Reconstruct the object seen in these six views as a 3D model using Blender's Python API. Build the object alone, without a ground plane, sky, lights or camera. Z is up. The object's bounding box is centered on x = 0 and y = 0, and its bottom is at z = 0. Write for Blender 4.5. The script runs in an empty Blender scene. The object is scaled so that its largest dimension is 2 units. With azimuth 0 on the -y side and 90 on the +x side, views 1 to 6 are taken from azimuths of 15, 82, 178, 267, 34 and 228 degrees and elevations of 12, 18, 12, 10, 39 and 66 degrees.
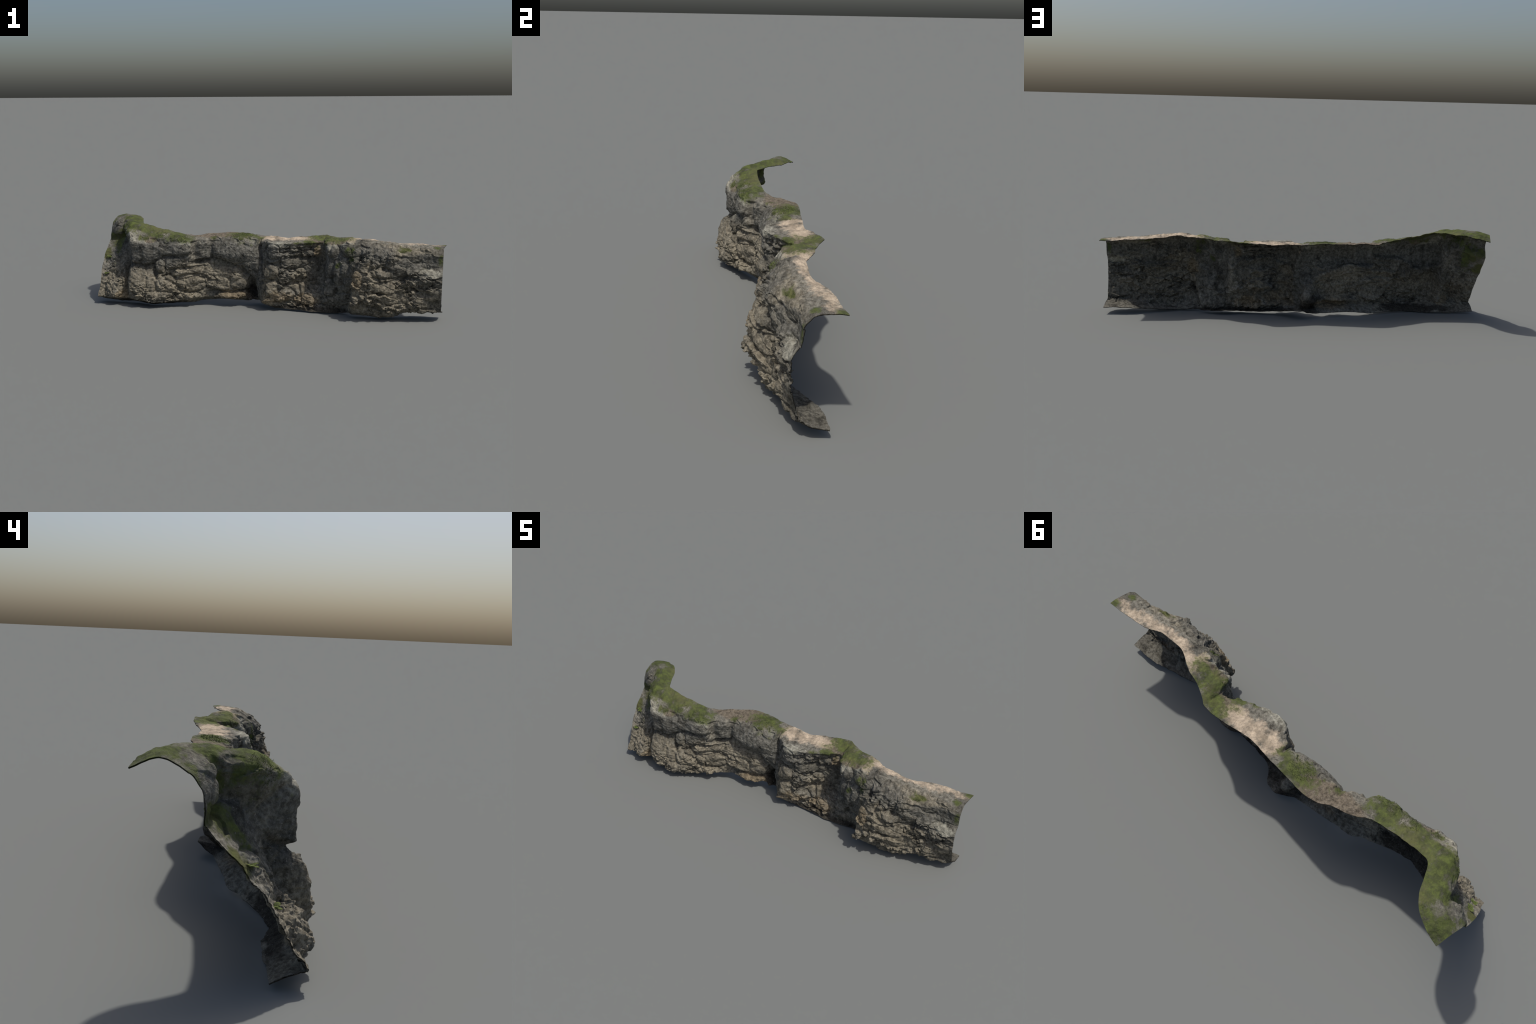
"""Weathered limestone cliff wall: an open rock shell with a mossy ledge on top,
a fractured front face made of blocks, and a lip that turns back underneath."""
import bpy, math
import numpy as np

RNG = np.random.default_rng(7)

# ------------------------------------------------------------------ profile
# Stations run along the wall from its left end (-x) to its right end (+x).
STATION_X = [-.985, -.935, -.888, -.866, -.815, -.755, -.65, -.57, -.49, -.43, -.39, -.333, -.29, -.22, -.13,
             -.075, -.04, .012, .09, .20, .285, .322, .356, .43, .481, .515, .60, .70, .80, .90, .987]

# back edge of the ledge: depth y, height z
BACK_Y = [.209, .199, .163, .112, .047, -.005, -.010, -.007, .002, .033, .053, .072, .098, .112, .106,
          .100, .098, .093, .086, .108, .121, .120, .100, .066, .055, .040, .003, .002, .037, .048, .056]
BACK_Z = [.455, .463, .472, .469, .464, .459, .438, .427, .410, .400, .404, .408, .409, .411, .410,
          .403, .403, .404, .399, .404, .409, .412, .412, .415, .421, .421, .419, .409, .403, .400, .396]
# crown of the ledge, between back edge and brow: lift above the straight line
CROWN_LIFT = [.026, .030, .030, .025, .022, .016, .008, .006, .006, .006, .006, .005, .005, .004, .004,
              .004, .003, .004, .004, .003, .003, .003, .004, .008, .010, .012, .014, .012, .008, .006, .004]
# brow, where the ledge turns over into the face
BROW_Y = [.085, .060, .045, -.018, -.090, -.140, -.126, -.116, -.106, -.098, -.048, -.028, -.010, -.002, .004,
          .008, .010, -.045, -.072, -.034, .012, .028, -.045, -.040, -.050, -.060, -.078, -.074, -.058, -.045, -.030]
BROW_Z = [.452, .460, .456, .449, .437, .402, .388, .389, .390, .386, .386, .385, .393, .394, .393,
          .398, .388, .387, .389, .389, .387, .388, .397, .398, .408, .402, .406, .402, .400, .400, .397]
# courses of the face, at fractions of the height between foot and brow
COURSES = {
    .90: [.056, .036, .030, -.024, -.100, -.160, -.141, -.120, -.113, -.107, -.060, -.034, -.030, -.030, -.028,
          -.018, -.014, -.052, -.078, -.022, .010, .026, -.046, -.056, -.086, -.098, -.132, -.130, -.103, -.073, -.067],
    .75: [.046, .026, .000, -.030, -.082, -.150, -.140, -.122, -.116, -.110, -.058, -.036, -.044, -.052, -.050,
          -.040, -.032, -.064, -.074, -.006, .022, .036, -.044, -.076, -.092, -.124, -.156, -.140, -.106, -.079, -.081],
    .55: [-.024, -.034, -.055, -.058, -.094, -.152, -.132, -.134, -.120, -.095, -.070, -.030, -.026, -.030, -.026,
          -.034, -.038, -.070, -.084, -.002, .014, .030, -.046, -.095, -.113, -.154, -.180, -.154, -.106, -.110, -.107],
    .35: [-.087, -.080, -.092, -.108, -.112, -.183, -.168, -.148, -.124, -.096, -.076, -.050, -.042, -.038, -.026,
          -.014, -.036, -.077, -.080, .004, .000, .000, -.052, -.084, -.120, -.178, -.182, -.160, -.130, -.118, -.105],
    .15: [-.130, -.139, -.152, -.164, -.150, -.195, -.186, -.159, -.126, -.087, -.072, -.053, -.046, -.041, -.016,
          .044, -.034, -.092, -.066, -.034, -.044, -.046, -.066, -.066, -.090, -.197, -.163, -.162, -.132, -.101, -.093],
}
COURSE_X_LEFT_END = {.90: -.985, .75: -.994, .55: -.998, .35: -.993, .15: -.986}
# foot of the face
FOOT_Y = [-.168, -.164, -.180, -.188, -.150, -.194, -.197, -.165, -.132, -.106, -.076, -.050, -.044, -.054, -.018,
          -.016, -.034, -.090, -.064, -.046, -.055, -.055, -.064, -.046, -.066, -.152, -.142, -.145, -.118, -.092, -.070]
FOOT_Z = [.047, .043, .049, .054, .050, .052, .041, .038, .048, .055, .054, .055, .057, .058, .050,
          .047, .047, .055, .038, .032, .032, .031, .032, .026, .034, .052, .040, .042, .054, .056, .054]
# belly of the underside, its lowest line
BELLY_Y = [-.128, -.125, -.130, -.135, -.128, -.140, -.150, -.128, -.100, -.075, -.045, -.028, -.018, -.018, .005,
           .020, .006, -.030, -.048, -.056, -.063, -.062, -.062, -.054, -.060, -.105, -.100, -.090, -.058, -.045, -.035]
BELLY_Z = [.032, .027, .028, .028, .028, .027, .023, .024, .030, .036, .038, .042, .044, .042, .038,
           .036, .034, .020, .010, .008, .006, .006, .005, .008, .014, .018, .014, .010, .036, .042, .043]
# free back edge of the underside
LIP_X_SHIFT = {0: -.987, 30: .993}
LIP_Y = [-.089, -.091, -.089, -.087, -.085, -.088, -.108, -.090, -.060, -.037, -.008, .000, .008, .019, .030,
         .058, .084, .082, .008, -.012, -.014, .002, .010, .000, -.030, -.060, -.062, -.034, -.004, .018, .015]
LIP_Z = [.014, .008, .007, .006, .006, .003, .001, .007, .009, .010, .016, .024, .027, .025, .023,
         .032, .046, .048, .026, .013, .017, .026, .026, .020, .015, .012, .008, .014, .023, .033, .031]
BACK_X_SHIFT = {0: -.962, 1: -.920, 2: -.846, 3: -.800, 4: -.772, 5: -.735, 30: .998}


def pchip(xk, yk, xq):
    """Monotone cubic interpolation along axis 0."""
    xk, yk = np.asarray(xk, float), np.asarray(yk, float)
    h = np.diff(xk)
    sh = h.reshape((-1,) + (1,) * (yk.ndim - 1))
    d = np.diff(yk, axis=0) / sh
    m = np.zeros_like(yk)
    a, b = d[:-1], d[1:]
    w1, w2 = (2 * sh[1:] + sh[:-1]), (sh[1:] + 2 * sh[:-1])
    with np.errstate(divide="ignore", invalid="ignore"):
        mm = (w1 + w2) / (w1 / a + w2 / b)
    m[1:-1] = np.where(a * b > 0, mm, 0)
    m[0], m[-1] = d[0], d[-1]
    i = np.clip(np.searchsorted(xk, xq, side="right") - 1, 0, len(xk) - 2)
    t = ((xq - xk[i]) / h[i]).reshape((-1,) + (1,) * (yk.ndim - 1))
    H = h[i].reshape(t.shape)
    return ((2 * t**3 - 3 * t**2 + 1) * yk[i] + (t**3 - 2 * t**2 + t) * H * m[i]
            + (-2 * t**3 + 3 * t**2) * yk[i + 1] + (t**3 - t**2) * H * m[i + 1])


def rail(y, z, shift=None):
    x = np.array(STATION_X, float)
    for k, v in (shift or {}).items():
        x[k] = v
    return np.stack([x, y, z], 1)


def control_rails():
    back, brow = rail(BACK_Y, BACK_Z, BACK_X_SHIFT), rail(BROW_Y, BROW_Z)
    crown = .5 * (back + brow)
    crown[:, 2] += CROWN_LIFT
    rows = [back, crown, brow]
    for f, y in COURSES.items():
        z = np.array(FOOT_Z) + f * (np.array(BROW_Z) - np.array(FOOT_Z))
        rows.append(rail(y, z, {0: COURSE_X_LEFT_END[f]}))
    rows += [rail(FOOT_Y, FOOT_Z), rail(BELLY_Y, BELLY_Z, LIP_X_SHIFT), rail(LIP_Y, LIP_Z, LIP_X_SHIFT)]
    return np.array(rows)


# ------------------------------------------------------------------ noise
def _hash(ix, iy, iz, k):
    h = (ix.astype(np.int64) * 374761393 + iy.astype(np.int64) * 668265263 + iz.astype(np.int64) * 3266489917 + k * 1274126177) & 0xFFFFFFFF
    h = ((h ^ (h >> 13)) * 1274126177) & 0xFFFFFFFF
    h = ((h ^ (h >> 16)) * 2246822519) & 0xFFFFFFFF
    return ((h ^ (h >> 15)) & 0xFFFFFF) / float(0xFFFFFF)


def value_noise(p, seed=0):
    """Smooth gradient noise, about -1..1."""
    i = np.floor(p).astype(np.int64)
    f = p - i
    u = f * f * f * (f * (f * 6 - 15) + 10)
    out = 0
    for dx in (0, 1):
        for dy in (0, 1):
            for dz in (0, 1):
                a, b, c = i[:, 0] + dx, i[:, 1] + dy, i[:, 2] + dz
                g = [_hash(a, b, c, seed * 3 + q) * 2 - 1 for q in range(3)]
                dot = g[0] * (f[:, 0] - dx) + g[1] * (f[:, 1] - dy) + g[2] * (f[:, 2] - dz)
                w = (u[:, 0] if dx else 1 - u[:, 0]) * (u[:, 1] if dy else 1 - u[:, 1]) * (u[:, 2] if dz else 1 - u[:, 2])
                out = out + w * dot
    return out * 1.6


def fbm(p, octaves=4, seed=0, gain=.5):
    s, a, n = 0, 1., 0
    for o in range(octaves):
        s = s + a * value_noise(p * 2**o, seed + o)
        n += a
        a *= gain
    return s / n


def facets(p, seed=0, tilt=.6):
    """Broken-rock relief: each Voronoi cell is a tilted facet. Returns height and gap (0 at cell borders)."""
    i = np.floor(p).astype(np.int64)
    f1 = np.full(len(p), 9.)
    f2 = np.full(len(p), 9.)
    h = np.zeros(len(p))
    for dx in (-1, 0, 1):
        for dy in (-1, 0, 1):
            for dz in (-1, 0, 1):
                a, b, c = i[:, 0] + dx, i[:, 1] + dy, i[:, 2] + dz
                q = [_hash(a, b, c, seed * 7 + k) for k in range(7)]
                r = np.stack([a + q[0], b + q[1], c + q[2]], 1) - p
                d = np.sqrt((r * r).sum(1))
                hh = (q[3] - .5) + tilt * ((q[4] - .5) * r[:, 0] + (q[5] - .5) * r[:, 1] + (q[6] - .6) * r[:, 2]) * 2
                near = d < f1
                f2 = np.where(near, f1, np.minimum(f2, d))
                h = np.where(near, hh, h)
                f1 = np.where(near, d, f1)
    return h, f2 - f1


def nearest_point(p, seed=0):
    """Distance to the nearest scattered point: rounded lumps."""
    i = np.floor(p).astype(np.int64)
    f1 = np.full(len(p), 9.)
    for dx in (-1, 0, 1):
        for dy in (-1, 0, 1):
            for dz in (-1, 0, 1):
                a, b, c = i[:, 0] + dx, i[:, 1] + dy, i[:, 2] + dz
                r = np.stack([a + _hash(a, b, c, seed * 7), b + _hash(a, b, c, seed * 7 + 1), c + _hash(a, b, c, seed * 7 + 2)], 1) - p
                f1 = np.minimum(f1, (r * r).sum(1))
    return np.sqrt(f1)


def smooth(a, b, x):
    t = np.clip((x - a) / (b - a), 0, 1)
    return t * t * (3 - 2 * t)


# ------------------------------------------------------------------ cracks between blocks, seen from the front: points (x, z)
CRACKS = [
    # (line, depth into the wall, reach above, reach below)
    ([(-.81, .272), (-.765, .250), (-.70, .243), (-.655, .242), (-.63, .268), (-.575, .297), (-.50, .299), (-.45, .302), (-.42, .318), (-.408, .36)], .012, .006, .020),
    ([(-.40, .268), (-.335, .272), (-.29, .272), (-.24, .255), (-.19, .238), (-.135, .230), (-.11, .205), (-.085, .175), (-.072, .145), (-.064, .10), (-.058, .05)], .026, .006, .022),
    ([(-.408, .41), (-.406, .36), (-.40, .30)], .018, .012, .012),
    ([(-.318, .395), (-.322, .33), (-.325, .275)], .014, .012, .012),
    ([(-.040, .395), (-.036, .34), (-.026, .28), (-.020, .22), (-.018, .16)], .022, .007, .007),
    ([(-.33, .085), (-.28, .092), (-.20, .084), (-.14, .095), (-.09, .095)], .018, .006, .018),
    ([(-.985, .348), (-.93, .362), (-.888, .385), (-.862, .37), (-.835, .31), (-.820, .25), (-.818, .18), (-.808, .10), (-.806, .045)], .018, .016, .008),
    ([(-.818, .235), (-.820, .18), (-.810, .11), (-.808, .03)], .026, .007, .007),
    ([(.63, .250), (.72, .238), (.80, .243), (.85, .260), (.89, .292), (.985, .30)], .010, .006, .010),
    ([(.388, .41), (.385, .38), (.38, .35)], .006, .004, .004),
    ([(.55, .385), (.533, .31), (.505, .255), (.488, .16), (.482, .06)], .014, .010, .010),
    ([(.622, .385), (.612, .33), (.600, .285)], .012, .008, .010),
    ([(.742, .362), (.765, .350), (.80, .352)], .010, .004, .010),
    ([(-.632, .270), (-.632, .205), (-.615, .165)], .014, .007, .007),
    ([(-.632, .208), (-.598, .200), (-.578, .225), (-.570, .292)], .012, .005, .008),
    ([(-.53, .222), (-.48, .226), (-.40, .236), (-.36, .236)], .014, .006, .014),
    ([(-.51, .180), (-.44, .190), (-.37, .185), (-.335, .168)], .014, .006, .014),
    ([(-.56, .165), (-.505, .135), (-.475, .095), (-.42, .080)], .014, .007, .014),
    ([(.02, .262), (.05, .272), (.10, .280)], .010, .006, .018),
    ([(.17, .310), (.22, .300), (.28, .304)], .010, .004, .016),
    ([(.13, .145), (.18, .16), (.20, .12), (.21, .07)], .016, .008, .012),
    ([(.29, .16), (.325, .14), (.35, .10)], .010, .006, .010),
    ([(.02, .045), (.10, .050), (.20, .050)], .012, .008, .01),
    ([(.62, .295), (.67, .302), (.72, .285)], .012, .005, .016),
    ([(.64, .215), (.70, .222), (.76, .235)], .012, .005, .012),
    ([(.82, .205), (.86, .17), (.92, .16)], .012, .007, .012),
    ([(.56, .115), (.60, .095), (.66, .085)], .014, .007, .014),
]


def crack_depth(x, z):
    """Depth of the named cracks, and closeness (1..0) to the nearest of the main ones."""
    out, close = np.zeros_like(x), np.zeros_like(x)
    for line, depth, up, down in CRACKS:
        best, side = np.full(len(x), 9.), np.zeros(len(x))
        for (ax, az), (bx, bz) in zip(line[:-1], line[1:]):
            ex, ez = bx - ax, bz - az
            t = np.clip(((x - ax) * ex + (z - az) * ez) / (ex * ex + ez * ez), 0, 1)
            dx, dz = x - ax - t * ex, z - az - t * ez
            d = np.hypot(dx, dz)
            side = np.where(d < best, dz, side)
            best = np.minimum(best, d)
        w = np.where(side > 0, up, down)
        out = np.maximum(out, depth * np.exp(-(best / w) ** 2))
        if depth >= .018:
            close = np.maximum(close, np.exp(-(best / .035) ** 2))
    return out, close


# boulders and knobs that stand out of the face: centre (x, z), half sizes, tilt in degrees, bulge
BOULDERS = [
    (-.715, .325, .100, .082, -4, .009), (-.525, .347, .135, .050, 0, .010), (-.602, .238, .033, .036, 10, .016),      # left capstones, small block
    (-.365, .328, .040, .062, 0, .009), (-.225, .330, .125, .070, -14, .005), (-.085, .285, .048, .115, 0, .004),
    (-.745, .140, .068, .105, 0, .006), (-.565, .140, .055, .050, 10, .014), (-.33, .205, .14, .035, -10, .006),
    (-.47, .195, .060, .030, 0, .008), (-.42, .130, .070, .040, 5, .007), (-.28, .135, .080, .045, -8, .012), (-.15, .150, .055, .050, 0, .010),
    (-.60, .070, .080, .026, 0, .010), (-.44, .064, .060, .020, 0, .010), (-.20, .066, .085, .024, 0, .012), (-.89, .10, .055, .060, 20, .012),
    (-.94, .43, .045, .050, 0, .012), (-.93, .22, .05, .06, 20, .010),
    (.045, .225, .045, .042, -15, .012), (.05, .340, .040, .040, -20, .008), (.05, .125, .040, .048, 0, .012), (.12, .085, .055, .036, 15, .014),
    (.195, .125, .032, .032, 0, .016), (.20, .205, .035, .030, 0, .010), (.135, .190, .040, .036, 20, .011), (.24, .065, .045, .030, 0, .012), (.17, .275, .075, .030, 0, .008),
    (.388, .362, .036, .040, 0, .014), (.470, .362, .030, .028, 0, .014), (.462, .280, .026, .055, 0, .012), (.375, .150, .036, .050, -10, .016), (.425, .240, .030, .070, 0, .010),
    (.535, .225, .032, .060, 0, .014), (.56, .140, .050, .050, 20, .013), (.655, .185, .060, .026, -22, .013), (.72, .155, .055, .024, -20, .012),
    (.812, .212, .032, .036, 0, .012), (.67, .265, .060, .022, -6, .012), (.76, .280, .035, .026, 0, .010), (.86, .285, .045, .034, 15, .010), (.92, .225, .055, .032, 5, .012),
    (.77, .075, .050, .026, 8, .012), (.65, .085, .050, .030, 0, .012), (.88, .105, .045, .028, -10, .011), (.94, .150, .035, .040, 0, .010), (.70, .350, .07, .04, 0, .008),
]


def boulder_relief(x, z, wx, wz):
    """Rounded masses with a steep rim; also how far inside a boulder each point lies."""
    out, inside, rim = np.zeros_like(x), np.zeros_like(x), np.zeros_like(x)
    for cx, cz, rx, rz, tilt, bulge in BOULDERS:
        c, s = math.cos(math.radians(tilt)), math.sin(math.radians(tilt))
        dx, dz = x + wx - cx, z + wz - cz
        u, v = (dx * c + dz * s) / rx, (-dx * s + dz * c) / rz
        d = (np.abs(u) ** 2.6 + np.abs(v) ** 2.6) ** (1 / 2.6)
        bulge *= .65 if cx > .5 else 1.2                 # the right block is scaly rather than lumpy
        out = np.maximum(out, bulge * np.clip(1 - d ** 3.6, 0, 1))
        rim = np.maximum(rim, (.35 if cx > .5 else 1) * np.exp(-((d - 1.06) / .075) ** 2) * (d > .9))
        inside = np.maximum(inside, smooth(1.15, .85, d))
    return out - .007 * rim * (1 - inside), inside


# ------------------------------------------------------------------ surface
NS, NT = 960, 380
ROW_T = np.array([0, .060, .115, .155, .215, .290, .365, .435, .480, .520, .575])


def build_surface():
    C = control_rails()                                   # rows x stations x 3
    st = np.arange(len(STATION_X), dtype=float)
    # equal steps along the middle of the wall
    mid = C[[0, 3, 5, 7]].mean(0)
    arc = np.r_[0, np.cumsum(np.linalg.norm(np.diff(mid, axis=0), axis=1))]
    sq = pchip(arc, st, np.linspace(0, arc[-1], NS))
    rails = np.stack([pchip(st, row, sq) for row in C])   # rows x NS x 3
    tq = np.linspace(0, ROW_T[-1], NT)
    G = pchip(ROW_T, rails, tq)                           # NT x NS x 3
    return G, tq


def grid_normals(G):
    du, dv = np.gradient(G, axis=1), np.gradient(G, axis=0)
    n = np.cross(dv, du)
    n /= np.linalg.norm(n, axis=2, keepdims=True) + 1e-12
    return n


def blur(a, k):
    """Box blur of a grid, k cells each way."""
    for ax in (0, 1):
        pad = [(0, 0)] * a.ndim
        pad[ax] = (k + 1, k)
        c = np.cumsum(np.pad(a, pad, mode="edge"), axis=ax)
        n = a.shape[ax]
        hi = np.take(c, np.arange(2 * k + 1, 2 * k + 1 + n), axis=ax)
        lo = np.take(c, np.arange(0, n), axis=ax)
        a = (hi - lo) / (2 * k + 1)
    return a


def blob_field(p, items):
    out = np.full(len(p), -9.)
    for c, r in items:
        out = np.maximum(out, 1 - np.sqrt((((p - np.array(c)) / np.array(r)) ** 2).sum(1)))
    return out


def relief(P, tq):
    shape = P.shape[:2]
    p = P.reshape(-1, 3)
    x, y, z = p.T
    t = np.repeat(tq, shape[1])
    face = smooth(.10, .16, t) * (1 - smooth(.48, .52, t))
    ledge = 1 - smooth(.07, .14, t)
    under = smooth(.47, .53, t)
    # how broken the rock is
    warp = .030 * np.stack([fbm(p * 7, 4, 11), fbm(p * 7, 4, 12), fbm(p * 7, 4, 13)], 1)
    q = p + warp
    smooth_cap = smooth(.24, .29, z + .03 * fbm(p * 12, 2, 3)) * (1 - smooth(-.06, .04, x))     # capstones on the left are smoother
    smooth_cap = np.maximum(smooth_cap, smooth(.32, .38, z) * smooth(.54, .64, x))             # rounded shoulder at the right
    smooth_cap = np.maximum(smooth_cap, np.exp(-((x - .40) / .08) ** 2) * smooth(.06, .16, z))  # smooth buttress
    smooth_cap = np.maximum(smooth_cap, np.exp(-((x + .90) / .06) ** 2) * smooth(.16, .24, z) * .8)
    calm = smooth(-.05, .25, fbm(p * [7, 7, 10], 2, 5))                                         # smooth faces between broken zones
    crack, close = crack_depth(x, z + .004 * fbm(p * 30, 2, 81))
    calm = np.maximum(calm, np.exp(-((x + .96) / .09) ** 2) * (1 - smooth(.24, .30, z)))     # pitted slope at the left end
    rough = face * (1 - .80 * smooth_cap) * (1 - .55 * close)
    on = (t > .09) & (t < .53)

    def spread(v):
        full = np.zeros(len(t))
        full[on] = v
        return full
    big, gap1 = facets(q[on] * [9, 11, 15], 1, .9)
    med, gap2 = facets(q[on] * [24, 26, 38], 2, .8)
    big, gap1, med, gap2 = map(spread, (big, gap1, med, gap2))
    sml, _ = facets(q[on] * [52, 56, 80], 3, .8)
    sml = spread(sml)
    lump = spread(1 - np.clip(nearest_point(q[on] * [17, 17, 21], 8), 0, 1) ** 2)
    left = 1 - smooth(.0, .10, x) * .5
    bump, inside = boulder_relief(x, z, .016 * fbm(p * 22, 3, 55), .012 * fbm(p * 22, 3, 56))
    big = big * (1 - .7 * inside * (x < .5))
    lump2 = spread(1 - np.clip(nearest_point(q[on] * [38, 38, 46], 9), 0, 1) ** 2)
    scaly = smooth(.48, .56, x)
    h = face * (bump - .004) + rough * .007 * (.15 + .85 * calm) * (lump2 - .6)
    h += rough * ((.012 + .008 * scaly) * big + .017 * left * (1 - .5 * scaly) * (lump - .6) + (.011 - .003 * left + .005 * scaly) * (.15 + .85 * calm) * med + .007 * calm * sml)
    h -= .0015 * face
    open1 = smooth(-.1, .35, fbm(p * 11, 2, 6))
    h -= rough * (.005 * open1 * np.exp(-(gap1 / .07) ** 2) + .004 * calm * np.exp(-(gap2 / .09) ** 2))
    ridged = 1 - 2 * np.abs(fbm(q * [30, 30, 44], 4, 45))
    h += rough * .0075 * (ridged - .5) * (.15 + .85 * calm)
    h += (.3 + .7 * face) * .0055 * fbm(p * 40, 5, 21, .6)
    h += face * smooth_cap * (.016 * fbm(p * [7, 7, 9], 4, 31) + .004 * big)
    flutes = np.exp(-((x - .41) / .055) ** 2) * smooth(.09, .16, z) * face
    h += flutes * .012 * fbm(p * [26, 26, 5], 3, 47)
    pits = fbm(q * [38, 38, 58], 3, 41)
    h -= rough * .011 * smooth(.18, .5, pits) * calm
    strata = np.sin((z + .012 * fbm(p * 7, 2, 51)) * 2 * math.pi / .024) * smooth(.05, .09, x) * (1 - smooth(.27, .32, x)) * smooth(.28, .33, z)
    h += face * .003 * strata
    brow = np.exp(-((t - .118) / .028) ** 2)
    h += brow * (.013 * fbm(p * [13, 13, 13], 4, 63) + .008 * med)
    h += ledge * (.010 * fbm(p * [14, 14, 14], 5, 61) + .0025 * fbm(p * 60, 2, 62))
    h += under * .008 * fbm(p * [12, 20, 20], 4, 71)
    h -= crack * smooth(.06, .13, t) * (1 - .9 * smooth(.47, .51, t))
    h += .004 * np.clip(blob_field(p, MOSS) + .5 * fbm(p * 30, 3, 95), 0, 1)                      # moss cushions
    return h.reshape(shape)


def make_shell():
    G, tq = build_surface()
    h = relief(G, tq)
    h = .75 * h + .25 * blur(h, 1)
    n = blur(grid_normals(G), 6)
    n /= np.linalg.norm(n, axis=2, keepdims=True) + 1e-12
    edge = np.minimum(np.arange(NS), np.arange(NS)[::-1]) / 25.
    h = h * np.clip(edge, .35, 1)[None, :]
    F = G + n * h[:, :, None]
    # ragged free edge underneath
    ragged = np.exp(-((tq - tq[-1]) / .02) ** 2)[:, None] * (.010 * fbm(np.stack([G[-1, :, 0] * 22, np.zeros(NS), np.zeros(NS)], 1), 4, 91))[None]
    F[:, :, 1] += ragged
    F[:, :, 2] = np.maximum(F[:, :, 2], 0)
    F[:, :, 2] -= F[:, :, 2].min()
    inner = F - blur(grid_normals(F), 3) * .0035
    inner[:, :, 2] = np.maximum(inner[:, :, 2], .0)
    return F, inner, tq


# ------------------------------------------------------------------ blocks of the face, told apart by their cracks: centre (x, z), weight
BLOCKS = [(-.93, .20), (-.92, .42), (-.64, .34), (-.72, .14), (-.60, .24), (-.365, .33), (-.35, .15), (-.17, .33), (-.03, .16),
          (.12, .30), (.14, .12), (.41, .33), (.42, .14), (.58, .30), (.70, .15), (.86, .33), (.90, .14)]


def split_parts(F, inner, tq, material):
    nv = NS * NT
    co = np.concatenate([F.reshape(-1, 3), inner.reshape(-1, 3)])
    idx = np.arange(nv).reshape(NT, NS)
    a, b, c, d = idx[:-1, :-1], idx[1:, :-1], idx[1:, 1:], idx[:-1, 1:]
    front = np.stack([a, b, c, d], -1).reshape(-1, 4)
    back = front[:, ::-1] + nv
    tc = .5 * (tq[:-1] + tq[1:])
    trow = np.repeat(tc, NS - 1)
    cen = co[front].mean(1)
    region = np.full(len(front), -1)
    region[trow < .12] = -2
    region[trow > .485] = -3
    on_face = region == -1
    seeds = np.array(BLOCKS)
    wob = cen[:, [0, 2]] + .012 * np.stack([fbm(cen * 14, 3, 101), fbm(cen * 14, 3, 102)], 1)
    dist = ((wob[:, None, :] - seeds[None]) * [1, 1.25]) ** 2
    near = dist.sum(-1).argmin(1)
    region[on_face] = near[on_face]
    # rims that close the thin shell along its free borders
    rims, rim_region = [], []
    R = region.reshape(NT - 1, NS - 1)

    def rim(line, reg, flip):
        q = np.stack([line[:-1], line[1:], line[1:] + nv, line[:-1] + nv], 1)
        rims.append(q[:, ::-1] if flip else q)
        rim_region.append(reg)
    rim(idx[0, :], R[0, :], False)
    rim(idx[-1, :], R[-1, :], True)
    rim(idx[:, 0], R[:, 0], True)
    rim(idx[:, -1], R[:, -1], False)
    faces = np.concatenate([front, back] + rims)
    regs = np.concatenate([region, region] + rim_region)
    # normals of the whole body, given to every part
    fn = np.cross(co[faces[:, 2]] - co[faces[:, 0]], co[faces[:, 3]] - co[faces[:, 1]])
    vn = np.zeros_like(co)
    nf = 2 * len(front)
    for k in range(4):
        np.add.at(vn, faces[:nf, k], fn[:nf])
    vn /= np.linalg.norm(vn, axis=1, keepdims=True) + 1e-20
    parts = []
    for r in sorted(set(regs.tolist())):
        fs = faces[regs == r]
        used, inv = np.unique(fs, return_inverse=True)
        inv = inv.reshape(-1, 4)
        name = {-2: "ledge", -3: "underside"}.get(r, "rock_block")
        me = bpy.data.meshes.new(name)
        me.vertices.add(len(used))
        me.vertices.foreach_set("co", co[used].astype(np.float32).ravel())
        me.loops.add(inv.size)
        me.loops.foreach_set("vertex_index", inv.astype(np.int32).ravel())
        me.polygons.add(len(inv))
        me.polygons.foreach_set("loop_start", (np.arange(len(inv)) * 4).astype(np.int32))
        me.update(calc_edges=True)
        me.validate()
        me.polygons.foreach_set("use_smooth", np.ones(len(me.polygons), bool))
        me.normals_split_custom_set_from_vertices(vn[used].tolist())
        me.materials.append(material)
        ob = bpy.data.objects.new(name, me)
        bpy.context.scene.collection.objects.link(ob)
        parts.append(ob)
    return parts


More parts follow.
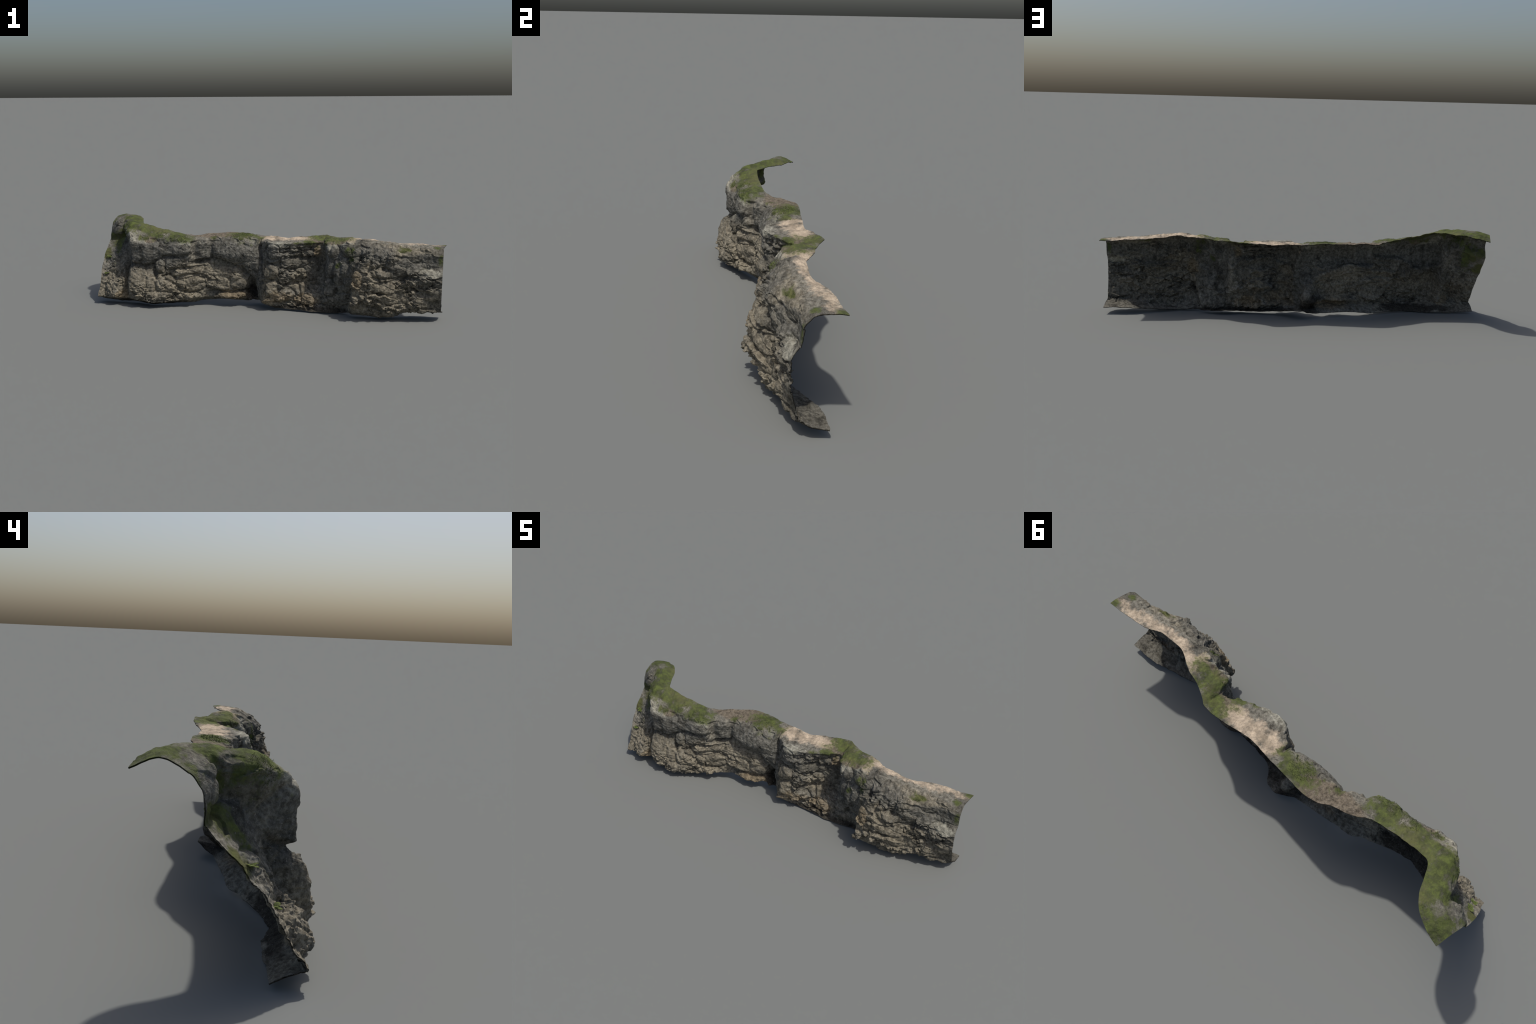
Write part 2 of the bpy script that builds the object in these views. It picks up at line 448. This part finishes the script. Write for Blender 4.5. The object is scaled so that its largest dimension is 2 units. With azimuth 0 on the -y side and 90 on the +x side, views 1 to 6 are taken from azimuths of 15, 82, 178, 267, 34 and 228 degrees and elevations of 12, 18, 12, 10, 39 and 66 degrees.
# ------------------------------------------------------------------ materials
class Nodes:
    def __init__(self, name):
        self.mat = bpy.data.materials.new(name)
        self.mat.use_nodes = True
        self.t = self.mat.node_tree
        self.bsdf = self.t.nodes["Principled BSDF"]
        self.P = self.t.nodes.new("ShaderNodeTexCoord").outputs["Object"]

    def put(self, sock, v):
        if isinstance(v, bpy.types.NodeSocket):
            self.t.links.new(v, sock)
        elif v is not None:
            sock.default_value = v

    def math(self, op, a, b=None, c=None, clamp=False):
        n = self.t.nodes.new("ShaderNodeMath")
        n.operation, n.use_clamp = op, clamp
        for s, v in zip(n.inputs, (a, b, c)):
            self.put(s, v)
        return n.outputs[0]

    def vec(self, op, a, b=None):
        n = self.t.nodes.new("ShaderNodeVectorMath")
        n.operation = op
        self.put(n.inputs[0], a)
        if b is not None:
            self.put(n.inputs[1], b)
        return n.outputs["Value" if op in ("LENGTH", "DOT_PRODUCT", "DISTANCE") else "Vector"]

    def noise(self, scale, detail=4., rough=.55, stretch=(1, 1, 1), offset=0., distort=0.):
        n = self.t.nodes.new("ShaderNodeTexNoise")
        v = self.vec("MULTIPLY", self.P, stretch)
        if offset:
            v = self.vec("ADD", v, (offset, offset * .7, offset * 1.3))
        self.put(n.inputs["Vector"], v)
        for k, val in (("Scale", scale), ("Detail", detail), ("Roughness", rough), ("Distortion", distort)):
            n.inputs[k].default_value = val
        return n.outputs["Fac"]

    def step(self, v, lo, hi, a=0., b=1.):
        n = self.t.nodes.new("ShaderNodeMapRange")
        n.interpolation_type = "SMOOTHSTEP"
        for k, val in zip(n.inputs, (v, lo, hi, a, b)):
            self.put(k, val)
        return n.outputs[0]

    def mix(self, f, a, b, blend="MIX"):
        n = self.t.nodes.new("ShaderNodeMix")
        n.data_type, n.blend_type = "RGBA", blend
        for s, v in ((n.inputs["Factor"], f), (n.inputs[6], a), (n.inputs[7], b)):
            self.put(s, (*v, 1) if isinstance(v, tuple) and len(v) == 3 else v)
        return n.outputs[2]

    def blobs(self, items):
        """1 at the centre of the nearest blob, 0 on its rim, negative outside."""
        out = None
        for c, r in items:
            d = self.vec("MULTIPLY", self.vec("SUBTRACT", self.P, c), tuple(1 / k for k in r))
            m = self.math("SUBTRACT", 1., self.vec("LENGTH", d))
            out = m if out is None else self.math("MAXIMUM", out, m)
        return out

    def patch(self, items, noise, amount=1.0, soft=.12, shrink=0.):
        n = self.math("MULTIPLY_ADD", noise, amount, -.5 * amount - shrink)
        return self.step(self.math("ADD", self.blobs(items), n), -soft, soft)


MOSS = [((-.92, .175, .46), (.10, .105, .10)), ((-.815, .08, .46), (.075, .11, .08)), ((-.79, -.02, .46), (.09, .10, .07)), ((-.72, -.03, .44), (.10, .07, .06)),
        ((-.62, -.04, .43), (.12, .055, .05)), ((-.52, -.04, .41), (.10, .06, .05)), ((-.64, -.09, .41), (.06, .035, .03)),
        ((-.70, -.122, .40), (.03, .025, .02)), ((-.52, -.09, .395), (.08, .03, .02)), ((-.45, -.07, .39), (.04, .04, .02)),
        ((-.14, .07, .40), (.10, .07, .04)), ((-.07, .035, .40), (.05, .04, .025)), ((-.31, .0, .39), (.018, .018, .018)),
        ((.33, .08, .41), (.10, .09, .04)), ((.38, .02, .41), (.10, .06, .03)), ((.46, .0, .415), (.05, .045, .03)), ((.27, .0, .39), (.05, .03, .015)), ((.19, -.04, .39), (.02, .02, .012)),
        ((.485, -.075, .37), (.03, .03, .02)), ((.51, -.08, .35), (.03, .03, .03)), ((.425, -.085, .285), (.018, .02, .018)),
        ((.785, -.07, .378), (.045, .025, .018)), ((.95, -.03, .39), (.018, .014, .014)), ((.985, .04, .397), (.03, .02, .02)), ((.975, -.07, .34), (.02, .03, .03)),
        ((-.98, -.02, .27), (.028, .03, .07)), ((-.92, .03, .34), (.05, .05, .06)), ((-.90, .0, .25), (.03, .05, .05)), ((-.96, .05, .36), (.03, .03, .03))]
SAND = [((.10, .05, .40), (.14, .045, .05)), ((.02, .05, .40), (.07, .05, .05)), ((.19, .06, .40), (.08, .04, .05)), ((.52, .01, .415), (.07, .03, .04)), ((.48, .0, .415), (.04, .05, .03)), ((.62, -.015, .415), (.10, .022, .03)),
        ((.75, .005, .405), (.12, .028, .03)), ((.88, .025, .40), (.10, .026, .03))]
SOIL = [((-.36, .04, .40), (.12, .06, .03)), ((-.26, .07, .41), (.10, .06, .03)), ((.40, -.02, .40), (.08, .03, .02)), ((.30, .05, .40), (.10, .05, .03)), ((-.66, -.12, .39), (.04, .03, .02))]
OCHRE = [((-.19, -.03, .065), (.10, .06, .03)), ((.09, -.07, .075), (.09, .06, .035)), ((.03, -.08, .06), (.04, .05, .03)), ((.23, -.03, .06), (.08, .05, .04)), ((-.83, -.16, .06), (.04, .04, .03)), ((.30, .0, .34), (.03, .03, .05)), ((.54, -.15, .22), (.03, .05, .05))]
LICHEN = [((.37, -.05, .395), (.045, .03, .025)), ((.47, -.045, .40), (.035, .02, .018)), ((.08, -.06, .39), (.08, .03, .02)), ((-.45, -.10, .375), (.07, .025, .02)), ((-.72, -.14, .39), (.07, .025, .02)), ((-.08, .02, .38), (.03, .03, .03)), ((.93, -.10, .27), (.06, .04, .025)), ((-.79, -.12, .43), (.05, .03, .03))]
GREY = [((-.62, -.13, .325), (.23, .07, .085)), ((-.36, -.04, .32), (.06, .06, .07)), ((-.19, -.02, .32), (.17, .07, .065)), ((-.06, -.01, .27), (.06, .06, .15)),
        ((.06, -.06, .33), (.08, .05, .06)), ((.40, -.06, .26), (.11, .09, .17)), ((.62, -.08, .36), (.13, .08, .045)), ((.86, -.08, .33), (.14, .06, .04)), ((-.90, .0, .32), (.06, .08, .14)), ((-.95, .05, .43), (.05, .05, .06))]
DARK_BASE = [((.24, -.04, .010), (.34, .045, .024)), ((-.55, -.13, .016), (.42, .05, .022)), ((-.08, .03, .06), (.05, .07, .06))]
TAN = [((-.72, -.18, .12), (.16, .1, .09)), ((-.45, -.11, .13), (.22, .1, .13)), ((-.25, -.03, .18), (.14, .08, .10)), ((-.92, -.12, .10), (.12, .1, .10)), ((.04, -.08, .18), (.06, .05, .07)), ((.72, -.14, .12), (.25, .08, .10)), ((.20, -.01, .17), (.06, .05, .06)), ((.60, -.16, .2), (.1, .08, .12)), ((.75, -.08, .37), (.2, .05, .05))]


def stone_material():
    k = Nodes("weathered_limestone")
    broad = k.noise(5.5, 4, .6)
    mid = k.noise(17, 5, .65, offset=3.1)
    grain = k.noise(70, 4, .7, offset=7.7)
    fine = k.noise(210, 2, .6, offset=1.9)
    patchy = k.noise(28, 4, .65, offset=11.3)
    streak = k.noise(20, 4, .6, stretch=(1, 1, .35), offset=5.2)

    grey = k.mix(k.step(broad, .35, .65), (.104, .098, .082), (.190, .179, .150))
    tan = k.mix(k.step(mid, .35, .65), (.160, .142, .108), (.255, .225, .168))
    tan_mask = k.patch(TAN, patchy, 1.6, .35)
    col = k.mix(k.math("MULTIPLY", tan_mask, .75), grey, tan)
    # cooler grey crust on the capstones and in the recess
    cool = k.mix(k.step(mid, .35, .65), (.082, .081, .072), (.158, .154, .138))
    col = k.mix(k.math("MULTIPLY", k.patch(GREY, patchy, 1.6, .3), .75), col, cool)
    # darker colour in irregular patches and streaks
    crust = k.math("MAXIMUM", k.math("MULTIPLY", k.step(mid, .50, .64), k.step(streak, .40, .58)), k.math("MAXIMUM", k.step(patchy, .58, .70, 0., .7), k.step(k.noise(11, 5, .65, offset=17.), .56, .68, 0., .8)))
    col = k.mix(k.math("MULTIPLY", crust, .85), col, (.034, .032, .026))
    # ochre stain near the foot
    col = k.mix(k.math("MULTIPLY", k.patch(OCHRE, patchy, 1.6, .35), .5), col, (.24, .18, .105))
    # near-black patches under the foot and in the base hollow
    col = k.mix(k.math("MULTIPLY", k.patch(DARK_BASE, patchy, 1.2, .25), .85), col, (.030, .026, .021))
    # pale lichen
    col = k.mix(k.math("MULTIPLY", k.patch(LICHEN, patchy, 2.6, .3), .55), col, (.36, .35, .29))
    # soil and pale sand on the ledge
    col = k.mix(k.math("MULTIPLY", k.patch(SOIL, mid, 1.0, .25), .8), col, (.150, .122, .090))
    # grain: dark pores and pale crystals
    col = k.mix(1., col, k.mix(k.step(grain, .30, .70), (.50, .49, .47), (1.42, 1.42, 1.40)), "MULTIPLY")
    col = k.mix(k.step(fine, .62, .72, 0., .35), col, (.42, .40, .36))
    col = k.mix(k.step(fine, .40, .30, 0., .5), col, (.060, .058, .052))
    sand = k.mix(k.step(mid, .38, .60), (.33, .268, .195), (.55, .445, .330))
    sand = k.mix(1., sand, k.mix(k.step(grain, .30, .70), (.80, .80, .80), (1.15, 1.15, 1.15)), "MULTIPLY")
    col = k.mix(k.math("MULTIPLY", k.patch(SAND, k.math("ADD", k.math("MULTIPLY", mid, .5), k.math("MULTIPLY", patchy, .5)), 4.2, .42, .04), .85), col, sand)
    # moss
    mossy = k.mix(k.step(patchy, .35, .68), (.049, .060, .021), (.106, .131, .035))
    mossy = k.mix(k.step(grain, .42, .62, 0., .55), mossy, (.040, .046, .018))
    mossy = k.mix(k.step(broad, .50, .70, 0., .55), mossy, (.105, .098, .042))
    m = k.patch(MOSS, k.math("ADD", k.math("ADD", k.math("MULTIPLY", mid, .35), k.math("MULTIPLY", patchy, .35)), k.math("MULTIPLY", grain, .3)), 7.0, .46, .08)
    col = k.mix(k.math("MULTIPLY", m, .92), col, mossy)
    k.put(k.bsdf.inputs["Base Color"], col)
    k.bsdf.inputs["Roughness"].default_value = .92
    k.bsdf.inputs["Specular IOR Level"].default_value = .15
    bump = k.t.nodes.new("ShaderNodeBump")
    bump.inputs["Strength"].default_value = .8
    bump.inputs["Distance"].default_value = .004
    k.put(bump.inputs["Height"], k.math("ADD", grain, k.math("MULTIPLY", fine, .4)))
    k.put(k.bsdf.inputs["Normal"], bump.outputs[0])
    return k.mat


def leaf_material(name, dark, light, scale):
    k = Nodes(name)
    k.put(k.bsdf.inputs["Base Color"], k.mix(k.step(k.noise(scale, 3), .35, .65), dark, light))
    k.bsdf.inputs["Roughness"].default_value = .8
    k.bsdf.inputs["Specular IOR Level"].default_value = .2
    return k.mat


def mesh_object(name, verts, faces, mat):
    me = bpy.data.meshes.new(name)
    me.from_pydata(verts, [], faces)
    me.materials.append(mat)
    ob = bpy.data.objects.new(name, me)
    bpy.context.scene.collection.objects.link(ob)
    return ob


GRASSY = [((-.50, -.085, .39), (.06, .03, .03)), ((-.60, -.08, .40), (.05, .04, .03)), ((-.70, -.12, .40), (.025, .02, .02)), ((-.83, -.07, .44), (.03, .05, .04)),
          ((-.15, .04, .40), (.06, .05, .03)), ((.31, -.02, .395), (.05, .04, .03)), ((.49, -.08, .37), (.03, .03, .03)), ((.785, -.07, .378), (.035, .02, .018))]


def moss_tufts(F, mat):
    """Short three-sided blades on the grassy spots."""
    rng = np.random.default_rng(21)
    P = F[: int(NT * .33)].reshape(-1, 3)
    f = blob_field(P, GRASSY)
    pick = rng.choice(np.flatnonzero(f > 0), 1700, replace=False)
    verts, faces = [], []
    for i in pick:
        b = P[i] - (0, 0, .001)
        L, w, a = rng.uniform(.003, .0075), rng.uniform(.0006, .0011), rng.uniform(0, 6.28)
        tip = b + np.array([math.cos(a) * L * .6, math.sin(a) * L * .6 - .002, L])
        n = len(verts)
        for q in range(3):
            verts.append(tuple(b + w * np.array([math.cos(a + q * 2.094), math.sin(a + q * 2.094), 0])))
        verts.append(tuple(tip))
        faces += [(n, n + 1, n + 3), (n + 1, n + 2, n + 3), (n + 2, n, n + 3), (n + 2, n + 1, n)]
    ob = mesh_object("moss_tuft", verts, faces, mat)
    ob["kind"] = "stuff"
    return ob


def fern_frond(rng, length, mat):
    """A curved rib with paired tapering leaflets, thin but solid."""
    verts, faces = [], []

    def sliver(a, b, w, up):
        a, b = np.array(a), np.array(b)
        d = (b - a) / np.linalg.norm(b - a)
        sd = np.cross(d, up)
        sd /= np.linalg.norm(sd)
        m = a + .45 * (b - a)
        n = len(verts)
        th = np.array(up) * .0004
        for q in (a, m + sd * w, b, m - sd * w):
            verts.append(tuple(q + th))
        for q in (a, m + sd * w, b, m - sd * w):
            verts.append(tuple(q - th))
        faces.extend([(n, n + 3, n + 2, n + 1), (n + 4, n + 5, n + 6, n + 7)])
        for j in range(4):
            faces.append((n + j, n + (j + 1) % 4, n + 4 + (j + 1) % 4, n + 4 + j))
    K = 11
    rib = [np.array([length * u, 0, .30 * length * math.sin(u * 2.2)]) for u in np.linspace(0, 1, K)]
    for j in range(K - 1):
        sliver(rib[j], rib[j + 1], .0007, (0, 0, 1))
        u = j / (K - 1)
        L = length * .34 * math.sin(math.pi * (.18 + .80 * u)) * rng.uniform(.85, 1.1)
        for side in (-1, 1):
            sliver(rib[j], rib[j] + np.array([L * .45, side * L, -L * .15]), L * .20, (0, 0, 1))
    ob = mesh_object("frond", verts, faces, mat)
    return ob


def ferns(F, mat, root):
    rng = np.random.default_rng(33)
    for (px, pz), n, size in (((-.955, .258), 6, .024), ((-.955, .170), 5, .020)):
        P = F[int(NT * .25): int(NT * .8)].reshape(-1, 3)
        at = P[np.hypot(P[:, 0] - px, P[:, 2] - pz).argmin()]
        fern = bpy.data.objects.new("fern", None)
        bpy.context.scene.collection.objects.link(fern)
        fern.location = (at[0], at[1] - .002, at[2])
        fern.parent = root
        for j in range(n):
            fr = fern_frond(rng, size * rng.uniform(.75, 1.15), mat)
            fr.parent = fern
            fr.rotation_euler = (rng.uniform(-.3, .3), rng.uniform(-.1, .5), math.radians(-95 + (j - (n - 1) / 2) * 34 + rng.uniform(-10, 10)))


# ------------------------------------------------------------------ assembly
def main():
    stone = stone_material()
    F, inner, tq = make_shell()
    root = bpy.data.objects.new("cliff_wall", None)
    bpy.context.scene.collection.objects.link(root)
    root["label"] = "long weathered limestone cliff wall with mossy ledge"
    root["category"] = "rock cliff"
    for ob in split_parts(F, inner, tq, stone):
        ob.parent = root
    green = leaf_material("moss_blade", (.045, .060, .018), (.105, .135, .034), 40)
    moss_tufts(F, green).parent = root
    ferns(F, leaf_material("fern_leaf", (.085, .115, .030), (.17, .20, .065), 60), root)


main()
